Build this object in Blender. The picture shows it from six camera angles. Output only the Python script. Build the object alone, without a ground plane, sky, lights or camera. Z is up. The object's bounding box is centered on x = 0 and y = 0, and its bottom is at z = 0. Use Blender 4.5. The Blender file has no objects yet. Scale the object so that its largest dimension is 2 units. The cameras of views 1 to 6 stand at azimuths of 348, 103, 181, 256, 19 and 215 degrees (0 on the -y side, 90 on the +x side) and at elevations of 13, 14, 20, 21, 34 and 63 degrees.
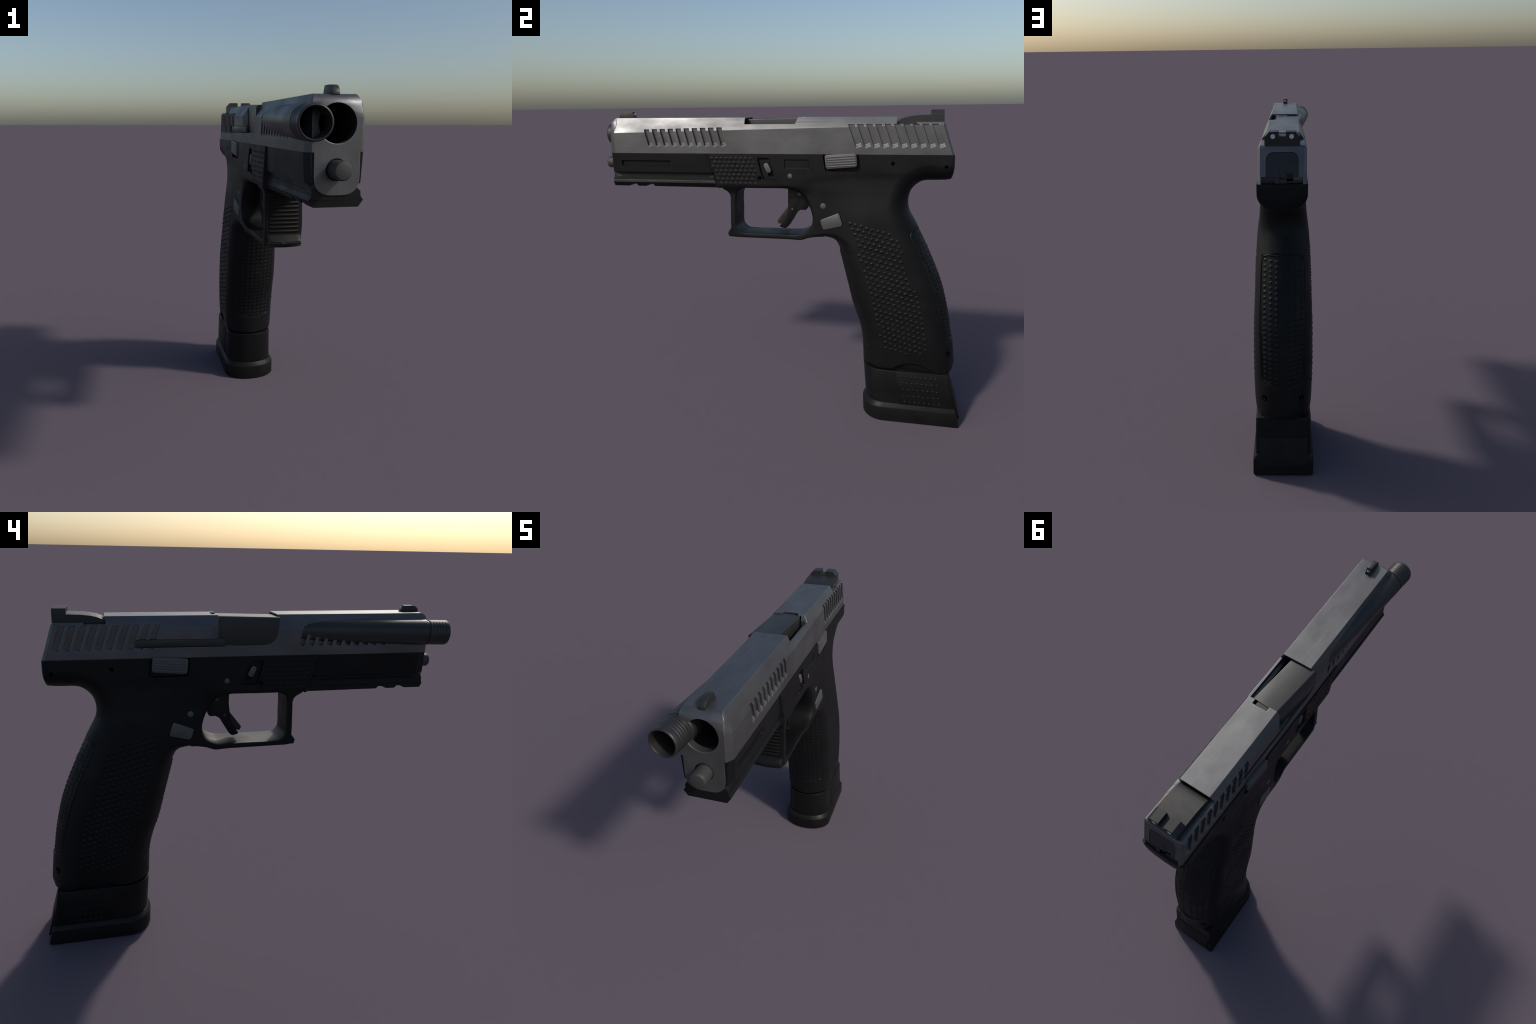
import bpy, bmesh, math, random
import numpy as np
from mathutils import Vector, Matrix
from mathutils.geometry import delaunay_2d_cdt
from mathutils.bvhtree import BVHTree

random.seed(7)
SC = bpy.context.scene
COL = SC.collection

# ------------------------------------------------------------------ placement
# The pistol is modelled symmetric about x = 0 (muzzle to -y), then leans a hair to one side.
def lean_x(z):
    return 0.0125 - 0.0045 * z - 0.0008 * z * z

# ------------------------------------------------------------------ materials
def new_mat(name):
    m = bpy.data.materials.new(name)
    m.use_nodes = True
    nt = m.node_tree
    return m, nt, nt.nodes['Principled BSDF']

def node(nt, typ, **kw):
    n = nt.nodes.new(typ)
    for k, v in kw.items():
        setattr(n, k, v)
    return n

def surface(name, base, metallic, rough, mottling=0.12, scale=9.0, stretch=(1, 0.25, 1), rough_var=0.12,
            grain=0.0, grain_scale=300.0, edge=0.0, edge_gain=0.0, scratches=0.0, spec=0.5):
    """Worn metal or moulded polymer: mottled value, streaky scratches, worn lighter edges, fine grain."""
    m, nt, b = new_mat(name)
    L = nt.links.new
    tc = node(nt, 'ShaderNodeTexCoord')
    mp = node(nt, 'ShaderNodeMapping'); mp.inputs['Scale'].default_value = stretch
    L(tc.outputs['Object'], mp.inputs['Vector'])
    n1 = node(nt, 'ShaderNodeTexNoise'); n1.inputs['Scale'].default_value = scale
    n1.inputs['Detail'].default_value = 6; n1.inputs['Roughness'].default_value = 0.6
    L(mp.outputs['Vector'], n1.inputs['Vector'])
    r1 = node(nt, 'ShaderNodeMapRange')
    r1.inputs['From Min'].default_value = 0.3; r1.inputs['From Max'].default_value = 0.7
    r1.inputs['To Min'].default_value = 1 - mottling; r1.inputs['To Max'].default_value = 1 + mottling
    L(n1.outputs['Fac'], r1.inputs['Value'])
    col = node(nt, 'ShaderNodeMix', data_type='RGBA', blend_type='MULTIPLY')
    col.inputs['Factor'].default_value = 1
    col.inputs['A'].default_value = (*base, 1)
    L(r1.outputs['Result'], col.inputs['B'])
    out = col.outputs['Result']
    if scratches > 0:
        mp2 = node(nt, 'ShaderNodeMapping'); mp2.inputs['Scale'].default_value = (14, 1.2, 60)
        mp2.inputs['Rotation'].default_value = (0.05, 0, 0)
        L(tc.outputs['Object'], mp2.inputs['Vector'])
        n2 = node(nt, 'ShaderNodeTexNoise'); n2.inputs['Scale'].default_value = 3.0; n2.inputs['Detail'].default_value = 4
        L(mp2.outputs['Vector'], n2.inputs['Vector'])
        r2 = node(nt, 'ShaderNodeMapRange')
        r2.inputs['From Min'].default_value = 0.58; r2.inputs['From Max'].default_value = 0.75
        r2.inputs['To Max'].default_value = scratches
        L(n2.outputs['Fac'], r2.inputs['Value'])
        mx = node(nt, 'ShaderNodeMix', data_type='RGBA')
        L(r2.outputs['Result'], mx.inputs['Factor'])
        L(out, mx.inputs['A'])
        mx.inputs['B'].default_value = (*[min(1, c * 1.9) for c in base], 1)
        out = mx.outputs['Result']
    if edge_gain > 0:               # rubbed, paler edges
        bw = node(nt, 'ShaderNodeBevel'); bw.samples = 6; bw.inputs['Radius'].default_value = 0.005
        ge = node(nt, 'ShaderNodeNewGeometry')
        dt = node(nt, 'ShaderNodeVectorMath', operation='DOT_PRODUCT')
        L(bw.outputs['Normal'], dt.inputs[0]); L(ge.outputs['True Normal'], dt.inputs[1])
        er = node(nt, 'ShaderNodeMapRange')
        er.inputs['From Min'].default_value = 0.995; er.inputs['From Max'].default_value = 0.90
        er.inputs['To Max'].default_value = edge_gain
        L(dt.outputs['Value'], er.inputs['Value'])
        en = node(nt, 'ShaderNodeMath', operation='MULTIPLY')
        L(er.outputs['Result'], en.inputs[0]); L(n1.outputs['Fac'], en.inputs[1])
        mx = node(nt, 'ShaderNodeMix', data_type='RGBA')
        L(en.outputs['Value'], mx.inputs['Factor']); L(out, mx.inputs['A'])
        mx.inputs['B'].default_value = (*[min(1, c * 2.4) for c in base], 1)
        out = mx.outputs['Result']
    L(out, b.inputs['Base Color'])
    b.inputs['Metallic'].default_value = metallic
    b.inputs['Specular IOR Level'].default_value = spec
    r3 = node(nt, 'ShaderNodeMapRange')
    r3.inputs['From Min'].default_value = 0.3; r3.inputs['From Max'].default_value = 0.7
    r3.inputs['To Min'].default_value = rough - rough_var; r3.inputs['To Max'].default_value = rough + rough_var
    n3 = node(nt, 'ShaderNodeTexNoise'); n3.inputs['Scale'].default_value = scale * 1.7; n3.inputs['Detail'].default_value = 5
    L(mp.outputs['Vector'], n3.inputs['Vector'])
    L(n3.outputs['Fac'], r3.inputs['Value'])
    L(r3.outputs['Result'], b.inputs['Roughness'])
    nrm = None
    if edge > 0:
        bv = node(nt, 'ShaderNodeBevel'); bv.samples = 6
        bv.inputs['Radius'].default_value = edge
        nrm = bv.outputs['Normal']
    if grain > 0:
        n4 = node(nt, 'ShaderNodeTexNoise'); n4.inputs['Scale'].default_value = grain_scale; n4.inputs['Detail'].default_value = 2
        L(tc.outputs['Object'], n4.inputs['Vector'])
        bp = node(nt, 'ShaderNodeBump'); bp.inputs['Strength'].default_value = grain; bp.inputs['Distance'].default_value = 0.002
        L(n4.outputs['Fac'], bp.inputs['Height'])
        if nrm:
            L(nrm, bp.inputs['Normal'])
        nrm = bp.outputs['Normal']
    if nrm:
        L(nrm, b.inputs['Normal'])
    return m

M_SLIDE = surface('slide_steel', (0.118, 0.118, 0.121), 0.75, 0.46, 0.24, 6, (1, 0.5, 1), 0.09, 0.05, 260, 0.003, scratches=0.2, edge_gain=0.8)
M_BARREL = surface('blued_barrel_steel', (0.040, 0.040, 0.040), 0.5, 0.44, 0.15, 9, (1, 0.4, 1), 0.08, 0.05, 260, 0.002, scratches=0.2)
M_POLY = surface('black_polymer', (0.0047, 0.0047, 0.0050), 0.0, 0.52, 0.25, 8, (1, 0.6, 1), 0.08, 0.10, 420, spec=0.22)
M_MAG = surface('magazine_polymer', (0.0052, 0.0051, 0.0051), 0.0, 0.48, 0.25, 10, (1, 0.8, 1), 0.08, 0.08, 420, 0.002, spec=0.22)
M_ROD = surface('guide_rod_steel', (0.055, 0.055, 0.054), 0.4, 0.6, 0.15, 14, (1, 1, 1), 0.08, 0.05, 300)
M_CTRL = surface('bare_steel_controls', (0.100, 0.098, 0.096), 0.45, 0.50, 0.10, 14, (1, 0.4, 1), 0.08, 0.05, 300, 0.002)
M_SIGHT = surface('sight_steel', (0.022, 0.0215, 0.0205), 0.25, 0.5, 0.15, 16, (1, 1, 1), 0.08, 0.08, 300, 0.002)
M_TRIG = surface('trigger_polymer', (0.0045, 0.0045, 0.0046), 0.0, 0.45, 0.15, 16, (1, 1, 1), 0.08, 0.05, 300, 0.002, spec=0.25)
M_PLATE = surface('rear_plate_polymer', (0.022, 0.022, 0.024), 0.2, 0.5, 0.15, 16, (1, 1, 1), 0.08, 0.06, 300, 0.002)
M_DOT = surface('white_sight_paint', (0.62, 0.63, 0.65), 0.0, 0.5, 0.05, 20, (1, 1, 1), 0.05)

# ------------------------------------------------------------------ object helpers
ROOT = bpy.data.objects.new('pistol', None)
COL.objects.link(ROOT)
ROOT['label'] = 'dark grey semi-automatic pistol with black polymer grip and threaded barrel'
ROOT['category'] = 'pistol'

def finish(name, me, mat, parent=ROOT, angle=32, lean=True, smooth=True):
    if lean:
        for v in me.vertices:
            v.co.x += lean_x(v.co.z)
    me.name = name
    if mat is not None:
        me.materials.clear(); me.materials.append(mat)
    if smooth:
        me.shade_smooth()
        me.set_sharp_from_angle(angle=math.radians(angle))
    o = bpy.data.objects.new(name, me)
    COL.objects.link(o)
    o.parent = parent
    return o

def bm_mesh(bm, name='m'):
    bmesh.ops.recalc_face_normals(bm, faces=bm.faces[:])
    me = bpy.data.meshes.new(name)
    bm.to_mesh(me); bm.free()
    return me

def prism(bm, poly, axis, a, b):
    """Extrude a 2D polygon between a and b along an axis. axis 'x': poly=(y,z); 'y': (x,z); 'z': (x,y)."""
    def P(p, t):
        return {'x': (t, p[0], p[1]), 'y': (p[0], t, p[1]), 'z': (p[0], p[1], t)}[axis]
    A = [bm.verts.new(P(p, a)) for p in poly]
    B = [bm.verts.new(P(p, b)) for p in poly]
    n = len(poly)
    bm.faces.new(A[::-1]); bm.faces.new(B)
    for i in range(n):
        bm.faces.new((A[i], A[(i + 1) % n], B[(i + 1) % n], B[i]))

def hull(bm, pts):
    vs = [bm.verts.new(p) for p in pts]
    r = bmesh.ops.convex_hull(bm, input=vs)
    junk = [g for g in r['geom_interior'] if isinstance(g, bmesh.types.BMVert)]
    if junk:
        bmesh.ops.delete(bm, geom=junk, context='VERTS')

def box(bm, x0, x1, y0, y1, z0, z1):
    prism(bm, [(x0, y0), (x1, y0), (x1, y1), (x0, y1)], 'z', z0, z1)

def loft(bm, rings, cap=True):
    R = [[bm.verts.new(p) for p in r] for r in rings]
    n = len(R[0])
    for a, b in zip(R, R[1:]):
        for i in range(n):
            bm.faces.new((a[i], a[(i + 1) % n], b[(i + 1) % n], b[i]))
    if cap:
        bm.faces.new(R[0][::-1]); bm.faces.new(R[-1])

def disc(bm, c, r, axis, a, b, n=32):
    prism(bm, [(c[0] + r * math.cos(2 * math.pi * i / n), c[1] + r * math.sin(2 * math.pi * i / n)) for i in range(n)], axis, a, b)

def round_poly(pts, r, n=5):
    """Round the corners of a polygon; r is a number or one radius per corner."""
    out = []
    N = len(pts)
    for i in range(N):
        p = Vector(pts[i]); a = Vector(pts[i - 1]); b = Vector(pts[(i + 1) % N])
        rr = r[i] if isinstance(r, (list, tuple)) else r
        if rr <= 0:
            out.append(tuple(p)); continue
        u = (a - p).normalized(); v = (b - p).normalized()
        ang = math.acos(max(-1, min(1, u.dot(v))))
        d = min(rr / math.tan(ang / 2), (a - p).length * 0.49, (b - p).length * 0.49)
        p0 = p + u * d; p1 = p + v * d
        for k in range(n + 1):
            t = k / n
            q = p0 * (1 - t) ** 2 + p * 2 * t * (1 - t) + p1 * t * t
            out.append(tuple(q))
    return out

def tmp_obj(bm):
    bmesh.ops.recalc_face_normals(bm, faces=bm.faces[:])
    bmesh.ops.triangulate(bm, faces=bm.faces[:])
    me = bpy.data.meshes.new('tmp'); bm.to_mesh(me); bm.free()
    o = bpy.data.objects.new('tmp', me); COL.objects.link(o)
    return o

def boolean(o, cutter, op='DIFFERENCE', self_=False):
    md = o.modifiers.new('b', 'BOOLEAN'); md.object = cutter; md.operation = op; md.solver = 'EXACT'; md.use_self = self_
    dg = bpy.context.evaluated_depsgraph_get()
    me = bpy.data.meshes.new_from_object(o.evaluated_get(dg))
    o.modifiers.clear()
    o.data = me
    bpy.data.objects.remove(cutter)

def mesh_of(o):
    me = o.data
    bpy.data.objects.remove(o)
    return me

def bevel_mesh(me, width, segs=2, angle=40):
    bm = bmesh.new(); bm.from_mesh(me)
    es = [e for e in bm.edges if len(e.link_faces) == 2 and e.calc_face_angle(0) > math.radians(angle)]
    bmesh.ops.bevel(bm, geom=es, offset=width, segments=segs, profile=0.5, affect='EDGES', clamp_overlap=True)
    bm.to_mesh(me); bm.free()
    return me

# ================================================================== SLIDE
ZB, ZT = 1.408, 1.592            # slide bottom and top
HW, TOPW = 0.1045, 0.0735          # half width, half width of the flat top

def z_chamfer(y):
    return 1.5145 + 0.0215 * (y + 0.87)

def slide_section(y, zt, h, bulge=0.0):
    zc = min(z_chamfer(y), zt - 0.012)
    k = (HW - TOPW) / (ZT - z_chamfer(y))
    t = min(TOPW + (ZT - zt) * k, h - 0.006)
    def arc(u):                      # chamfer that swells into a rounded corner towards the muzzle
        cx = (h + t) / 2 + bulge * (h - t) / 2; cz = (zc + zt) / 2 + bulge * (zt - zc) / 2
        return (h * (1 - u) ** 2 + 2 * u * (1 - u) * cx + t * u * u, zc * (1 - u) ** 2 + 2 * u * (1 - u) * cz + zt * u * u)
    half = [(h, ZB), (h, zc)] + [arc(u / 6) for u in range(1, 6)] + [(t, zt), (t * 0.5, zt)]
    P = [(-x, z) for x, z in half] + [(0.0, zt)] + [(x, z) for x, z in half[::-1]]
    # the top of the muzzle end is bowed in plan
    return [(x, y + (0.007 * (x / 0.085) ** 2 * min(1, max(0, (z - 1.525) / 0.03)) if bulge > 0 else 0), z) for x, z in P]

bm = bmesh.new()
rings = []
for k in range(9, -1, -1):
    a = math.radians(10 * k)
    y = -0.868 - 0.038 * math.sin(a)
    zt = ZT - 0.045 * (1 - math.cos(a))
    h = HW if y > -0.876 else HW - (-0.876 - y) * 0.62
    rings.append(slide_section(y, zt, h, 0.95 * math.sin(math.pi / 2 * k / 9)))
for y in (0.0, 0.60, 0.90):              # the top falls slightly to the rear
    rings.append(slide_section(y, 1.5897 - 0.0027 * y, HW))
loft(bm, rings)
slide = tmp_obj(bm)

# front plate that drops in front of the dust cover
bm = bmesh.new()
plate = round_poly([(-0.0785, 1.46), (-0.0785, 1.269), (0.0785, 1.269), (0.0785, 1.46)], [0, 0.062, 0.062, 0], 8)
prism(bm, plate, 'y', -0.9060, -0.872)
boolean(slide, tmp_obj(bm), 'UNION')

# rear: dovetail shelf for the sight, raked back face
bm = bmesh.new()
prism(bm, [(0.6215, 1.60), (0.611, 1.556), (0.7085, 1.556), (0.704, 1.563), (0.95, 1.563), (0.95, 1.7), (0.6215, 1.7)], 'x', -0.2, 0.2)
boolean(slide, tmp_obj(bm))
BACK = [(0.8365, 1.5575), (0.8775, 1.437), (0.8875, 1.409)]
def back_y(z):
    (y0, z0), (y1, z1), (y2, z2) = BACK
    return y0 + (z - z0) / (z1 - z0) * (y1 - y0) if z > z1 else y1 + (z - z1) / (z2 - z1) * (y2 - y1)
bm = bmesh.new()
prism(bm, [(back_y(1.61), 1.61), BACK[0], BACK[1], BACK[2], (back_y(1.38), 1.38), (1.1, 1.38), (1.1, 1.61)], 'x', -0.2, 0.2)
boolean(slide, tmp_obj(bm))
for s in (-1, 1):
    bm = bmesh.new()
    for z0, z1 in ((1.39, 1.437), (1.437, 1.63)):
        hull(bm, [(s * x, back_y(z) + dy, z) for z in (z0, z1) for x, dy in ((0.092, 0.002), (0.106, -0.012), (0.13, 0.03))])
    boolean(slide, tmp_obj(bm), self_=True)
bm = bmesh.new()   # top rear edge chamfer
hull(bm, [(x, y, z) for x in (-0.15, 0.15) for y, z in ((0.828, 1.5645), (0.842, 1.5505), (0.86, 1.58))])
boolean(slide, tmp_obj(bm))

# serrations, both flanks: raked grooves, deep at the leading wall, ramped out at the foot
bm = bmesh.new()
def groove(s, y0, w, ztop, zbot, rake, deep):
    xs = HW - deep
    def yy(z, e):
        return y0 + e * w + (ztop - z) * rake
    pts = []
    for e in (0, 1):
        zf = zbot + 0.0 if e == 0 else zbot + 0.009
        inx = xs if e == 0 else xs + 0.002
        pts += [(s * 0.13, yy(ztop, e), ztop), (s * inx, yy(ztop, e), ztop),
                (s * inx, yy(zf + 0.014, e), zf + 0.014), (s * (HW + 0.0005), yy(zf, e), zf), (s * 0.13, yy(zf, e), zf)]
    hull(bm, pts)
for s in (-1, 1):
    for i in range(10):
        groove(s, 0.379 + 0.044 * i, 0.0305, 1.5555, 1.440, 0.365, 0.0125)
        groove(s, -0.702 + 0.0448 * i, 0.029, 1.532 + 0.001 * i, 1.443, 0.265, 0.0125)
boolean(slide, tmp_obj(bm))

# hollow inside, muzzle bore, recoil-rod hole
bm = bmesh.new()
prism(bm, [(-0.067, 1.418), (0.067, 1.418), (0.067, 1.530), (0.081, 1.535), (0.081, 1.556), (0.068, 1.5835), (-0.068, 1.5835), (-0.081, 1.556), (-0.081, 1.535), (-0.067, 1.530)], 'y', -0.872, 0.116)
prism(bm, [(-0.06, 1.418), (0.06, 1.418), (0.06, 1.583), (-0.06, 1.583)], 'y', 0.114, 0.28)
boolean(slide, tmp_obj(bm), self_=True)
bm = bmesh.new()
disc(bm, (0.0, 1.4995), 0.0645, 'y', -1.0, -0.80, 64)
boolean(slide, tmp_obj(bm))
bm = bmesh.new()
disc(bm, (-0.002, 1.352), 0.0365, 'y', -1.0, -0.885, 40)
boolean(slide, tmp_obj(bm))

# ejection port: across the top, and down the -x flank
bm = bmesh.new()
prism(bm, round_poly([(-0.15, 1.75), (-0.15, 1.557), (0.113, 1.557), (0.127, 1.592), (0.13, 1.75)], [0, 0.003, 0.004, 0, 0], 4), 'x', -0.05, 0.2)
boolean(slide, tmp_obj(bm))
bm = bmesh.new()
prism(bm, round_poly([(-0.149, 1.75), (-0.149, 1.457), (0.126, 1.457), (0.126, 1.75)], [0, 0.075, 0, 0], 10), 'x', -0.2, 0.03)
boolean(slide, tmp_obj(bm))
bm = bmesh.new()
hull(bm, [(-x, y, z) for z in (1.491, 1.7) for x, y in ((0.084, 0.120), (0.105, 0.162), (0.14, 0.162), (0.14, 0.12))])
boolean(slide, tmp_obj(bm))
bm = bmesh.new()   # notch for the hood tongue
box(bm, -0.036, 0.042, 0.10, 0.150, 1.572, 1.7)
boolean(slide, tmp_obj(bm))
# extractor slot
bm = bmesh.new()
slot = [(0.05, 1.4895), (0.05, 1.4545)] + [(0.5005 + 0.0175 * math.sin(a), 1.472 - 0.0175 * math.cos(a)) for a in np.linspace(0, math.pi, 12)]
prism(bm, slot, 'x', -0.2, -0.088)
boolean(slide, tmp_obj(bm))
# pocket in the raked back
bm = bmesh.new()
def back_prism(bm, poly, d0, d1):
    """polygon in (x, z) laid on the raked back face, from depth d0 to d1 (positive outward)."""
    n = len(poly)
    A = [bm.verts.new((x, back_y(z) + d0, z)) for x, z in poly]
    B = [bm.verts.new((x, back_y(z) + d1, z)) for x, z in poly]
    bm.faces.new(A); bm.faces.new(B[::-1])
    for i in range(n):
        bm.faces.new((A[i], A[(i + 1) % n], B[(i + 1) % n], B[i]))
pocket = round_poly([(-0.0695, 1.38), (0.0695, 1.38), (0.0695, 1.5365), (-0.0695, 1.5365)], [0, 0, 0.036, 0.036], 6)
pocket = [(x, max(z, 1.4375)) for x, z in pocket]
back_prism(bm, pocket, -0.02, 0.05)
boolean(slide, tmp_obj(bm))
bm = bmesh.new()
box(bm, -0.0885, 0.0885, 0.868, 0.95, 1.40, 1.4385)
boolean(slide, tmp_obj(bm))

bm = bmesh.new()
box(bm, -0.047, -0.018, 0.82, 0.95, 1.4195, 1.4505)
boolean(slide, tmp_obj(bm))

SLIDE = finish('slide', mesh_of(slide), M_SLIDE, angle=17)

# rear cover plate with its slots
bm = bmesh.new()
back_prism(bm, [(x * 0.972, 1.4375 + (z - 1.4375) * 0.982) for x, z in pocket], -0.019, -0.001)
pl = tmp_obj(bm)
for x0, x1, z0, z1 in ((-0.047, -0.019, 1.40, 1.4505),):
    bm = bmesh.new(); box(bm, x0, x1, 0.80, 0.95, z0, z1); boolean(pl, tmp_obj(bm))
finish('rear_cover_plate', mesh_of(pl), M_PLATE, SLIDE)
bm = bmesh.new()
box(bm, 0.012, 0.088, 0.84, 0.8795, 1.410, 1.437)
box(bm, -0.088, -0.017, 0.84, 0.8795, 1.410, 1.4195)
finish('rear_rail_block', bevel_mesh(bm_mesh(bm), 0.0015), M_PLATE, SLIDE)
bm = bmesh.new()
back_prism(bm, [(0.0105, 1.4105), (0.0315, 1.4105), (0.0315, 1.437), (0.0315, 1.455), (0.0105, 1.455), (0.0105, 1.437)], -0.03, 0.0)
finish('firing_pin_lug', bevel_mesh(bm_mesh(bm), 0.002), M_PLATE, SLIDE)
bm = bmesh.new()
prism(bm, round_poly([(-0.0145, 1.424), (0.009, 1.424), (0.009, 1.46), (-0.0145, 1.46)], [0.006, 0.006, 0, 0], 4), 'y', 0.84, 0.874)
finish('striker_tail', bevel_mesh(bm_mesh(bm), 0.001), M_PLATE, SLIDE)

# extractor
bm = bmesh.new()
bar = [(0.10, 1.4885), (0.10, 1.4557)] + [(0.481 + 0.0163 * math.sin(a), 1.472 - 0.0163 * math.cos(a)) for a in np.linspace(0, math.pi, 12)]
prism(bm, bar, 'x', -0.0995, -0.07)
finish('extractor', bevel_mesh(bm_mesh(bm), 0.0012), M_BARREL, SLIDE)

# ------------------------------------------------------------------ sights
bm = bmesh.new()
prof = [(-0.884, 1.590), (-0.8795, 1.606), (-0.868, 1.6175), (-0.852, 1.622), (-0.804, 1.6225), (-0.787, 1.590)]
prism(bm, prof, 'x', -0.0135, 0.0135)
FS = finish('front_sight', bevel_mesh(bm_mesh(bm), 0.0018), M_SIGHT)
bm = bmesh.new()
tilt = Matrix.Translation((0, -0.7945, 1.6085)) @ Matrix.Rotation(math.radians(-28), 4, 'X')
bmesh.ops.create_cone(bm, cap_ends=True, segments=24, radius1=0.0062, radius2=0.0062, depth=0.003,
                      matrix=tilt @ Matrix.Rotation(math.radians(90), 4, 'X'))
finish('sight_dot', bm_mesh(bm), M_DOT, FS)

bm = bmesh.new()
prof = [(0.612, 1.5565), (0.6175, 1.566), (0.630, 1.577), (0.652, 1.5855), (0.680, 1.591), (0.715, 1.5945), (0.773, 1.5965),
        (0.773, 1.6195), (0.831, 1.6195), (0.8325, 1.561), (0.8325, 1.5565)]
prism(bm, prof, 'x', -0.0745, 0.0745)
rs = tmp_obj(bm)
for s in (-1, 1):
    bm = bmesh.new()
    hull(bm, [(s * x, y, z) for y in (0.5, 0.9) for x, z in ((0.0755, 1.597), (0.0545, 1.6205), (0.09, 1.63))])
    boolean(rs, tmp_obj(bm))
bm = bmesh.new()
box(bm, -0.0148, 0.0148, 0.765, 0.9, 1.6005, 1.7)
boolean(rs, tmp_obj(bm))
RS = finish('rear_sight', mesh_of(rs), M_SIGHT, angle=25)
bm = bmesh.new()
disc(bm, (0, 0), 0.0098, 'y', -0.0012, 0.0012, 24)
dot = bm_mesh(bm, 'rear_sight_dot')
for x in (-0.0395, 0.0395):
    me = dot.copy()
    me.transform(Matrix.Translation((x, 0.8318, 1.6)))
    finish('sight_dot', me, M_DOT, RS)

# ------------------------------------------------------------------ barrel, swung out of line through the slide wall
T = Vector((-0.0985, -0.9953, 1.5015))
AX = Vector((0.0815, 1.0, 0.018)).normalized()
SX = AX.cross(Vector((0, 0, 1))).normalized()
SZ = SX.cross(AX)
BF = Matrix((SX, AX, SZ)).transposed().to_4x4(); BF.translation = T
bm = bmesh.new()
prof = [(0.0490, 0.60), (0.0490, 0.010), (0.0500, 0.0015), (0.0510, 0.0), (0.0535, 0.0), (0.0560, 0.002), (0.0575, 0.006), (0.0580, 0.012)]
s = 0.018
for i in range(5):
    prof += [(0.0580, s), (0.0586, s + 0.003), (0.0580, s + 0.006), (0.0562, s + 0.0085), (0.0562, s + 0.0115)]
    s += 0.0145
prof += [(0.0582, s + 0.001), (0.0588, s + 0.008), (0.0548, s + 0.011), (0.0548, s + 0.016), (0.0598, s + 0.021), (0.0602, 0.20), (0.0602, 0.88)]
N = 64
R = [[bm.verts.new((r * math.cos(2 * math.pi * k / N), d, r * math.sin(2 * math.pi * k / N))) for k in range(N)] for r, d in prof]
for a, b in zip(R, R[1:]):
    for k in range(N):
        bm.faces.new((a[k], a[(k + 1) % N], b[(k + 1) % N], b[k]))
bm.faces.new(R[0]); bm.faces.new(R[-1])
me = bm_mesh(bm); me.transform(BF)
BARREL = finish('barrel', me, M_BARREL, lean=False, angle=40)
bm = bmesh.new()
sec = round_poly([(-0.070, -0.078), (0.0645, -0.078), (0.0645, 0.0635), (-0.0615, 0.0635), (-0.070, 0.056)], [0.01, 0.01, 0.004, 0.003, 0.006], 3)
prism(bm, sec, 'y', 0.842, 1.128)
sec = [(-0.037, 0.02), (0.037, 0.02), (0.037, 0.0605), (-0.037, 0.0605)]
prism(bm, sec, 'y', 1.120, 1.148)
me = bm_mesh(bm); me.transform(BF)
finish('chamber_hood', me, M_BARREL, BARREL, lean=False, angle=40)

# ------------------------------------------------------------------ recoil guide rod
bm = bmesh.new()
prof = [(0.0005, -0.9710), (0.022, -0.9705), (0.0275, -0.9688), (0.0308, -0.9645), (0.032, -0.958), (0.032, -0.87)]
N = 40
R = [[bm.verts.new((r * math.cos(2 * math.pi * k / N), d, 1.352 + r * math.sin(2 * math.pi * k / N))) for k in range(N)] for r, d in prof]
for a, b in zip(R, R[1:]):
    for k in range(N):
        bm.faces.new((a[k], a[(k + 1) % N], b[(k + 1) % N], b[k]))
bm.faces.new(R[0]); bm.faces.new(R[-1])
finish('guide_rod', bm_mesh(bm), M_ROD)

# ================================================================== FRAME
# Side outline (y, z) in named runs; each run has its own edge-rounding radius, so that the frame
# swells from a thin outline to its full half width like a moulded part.
def catmull(pts, step=0.006):
    """pts: (y, z, radius); returns a smooth, evenly sampled run through them."""
    P = [np.array(p, float) for p in pts]
    out = []
    for i in range(len(P) - 1):
        p1, p2 = P[i], P[i + 1]
        p0 = P[i - 1] if i > 0 else 2 * p1 - p2
        p3 = P[i + 2] if i + 2 < len(P) else 2 * p2 - p1
        L = np.linalg.norm((p2 - p1)[:2])
        # centripetal-ish: limit tangents to the segment length
        m1 = (p2 - p0); m2 = (p3 - p1)
        m1 = m1 / max(np.linalg.norm(m1[:2]), 1e-9) * L; m2 = m2 / max(np.linalg.norm(m2[:2]), 1e-9) * L
        n = max(1, int(round(L / step)))
        for k in range(n):
            t = k / n
            h = (2*t**3-3*t**2+1)*p1 + (t**3-2*t**2+t)*m1 + (-2*t**3+3*t**2)*p2 + (t**3-t**2)*m2
            h[2] = p1[2] * (1 - t) + p2[2] * t
            out.append(h)
    out.append(P[-1])
    return np.array(out)

def straight(pts, step=0.006):
    P = [np.array(p, float) for p in pts]
    out = []
    for a, b in zip(P, P[1:]):
        n = max(1, int(round(np.linalg.norm((b - a)[:2]) / step)))
        out += [a + (b - a) * k / n for k in range(n)]
    out.append(P[-1])
    return np.array(out)

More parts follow.
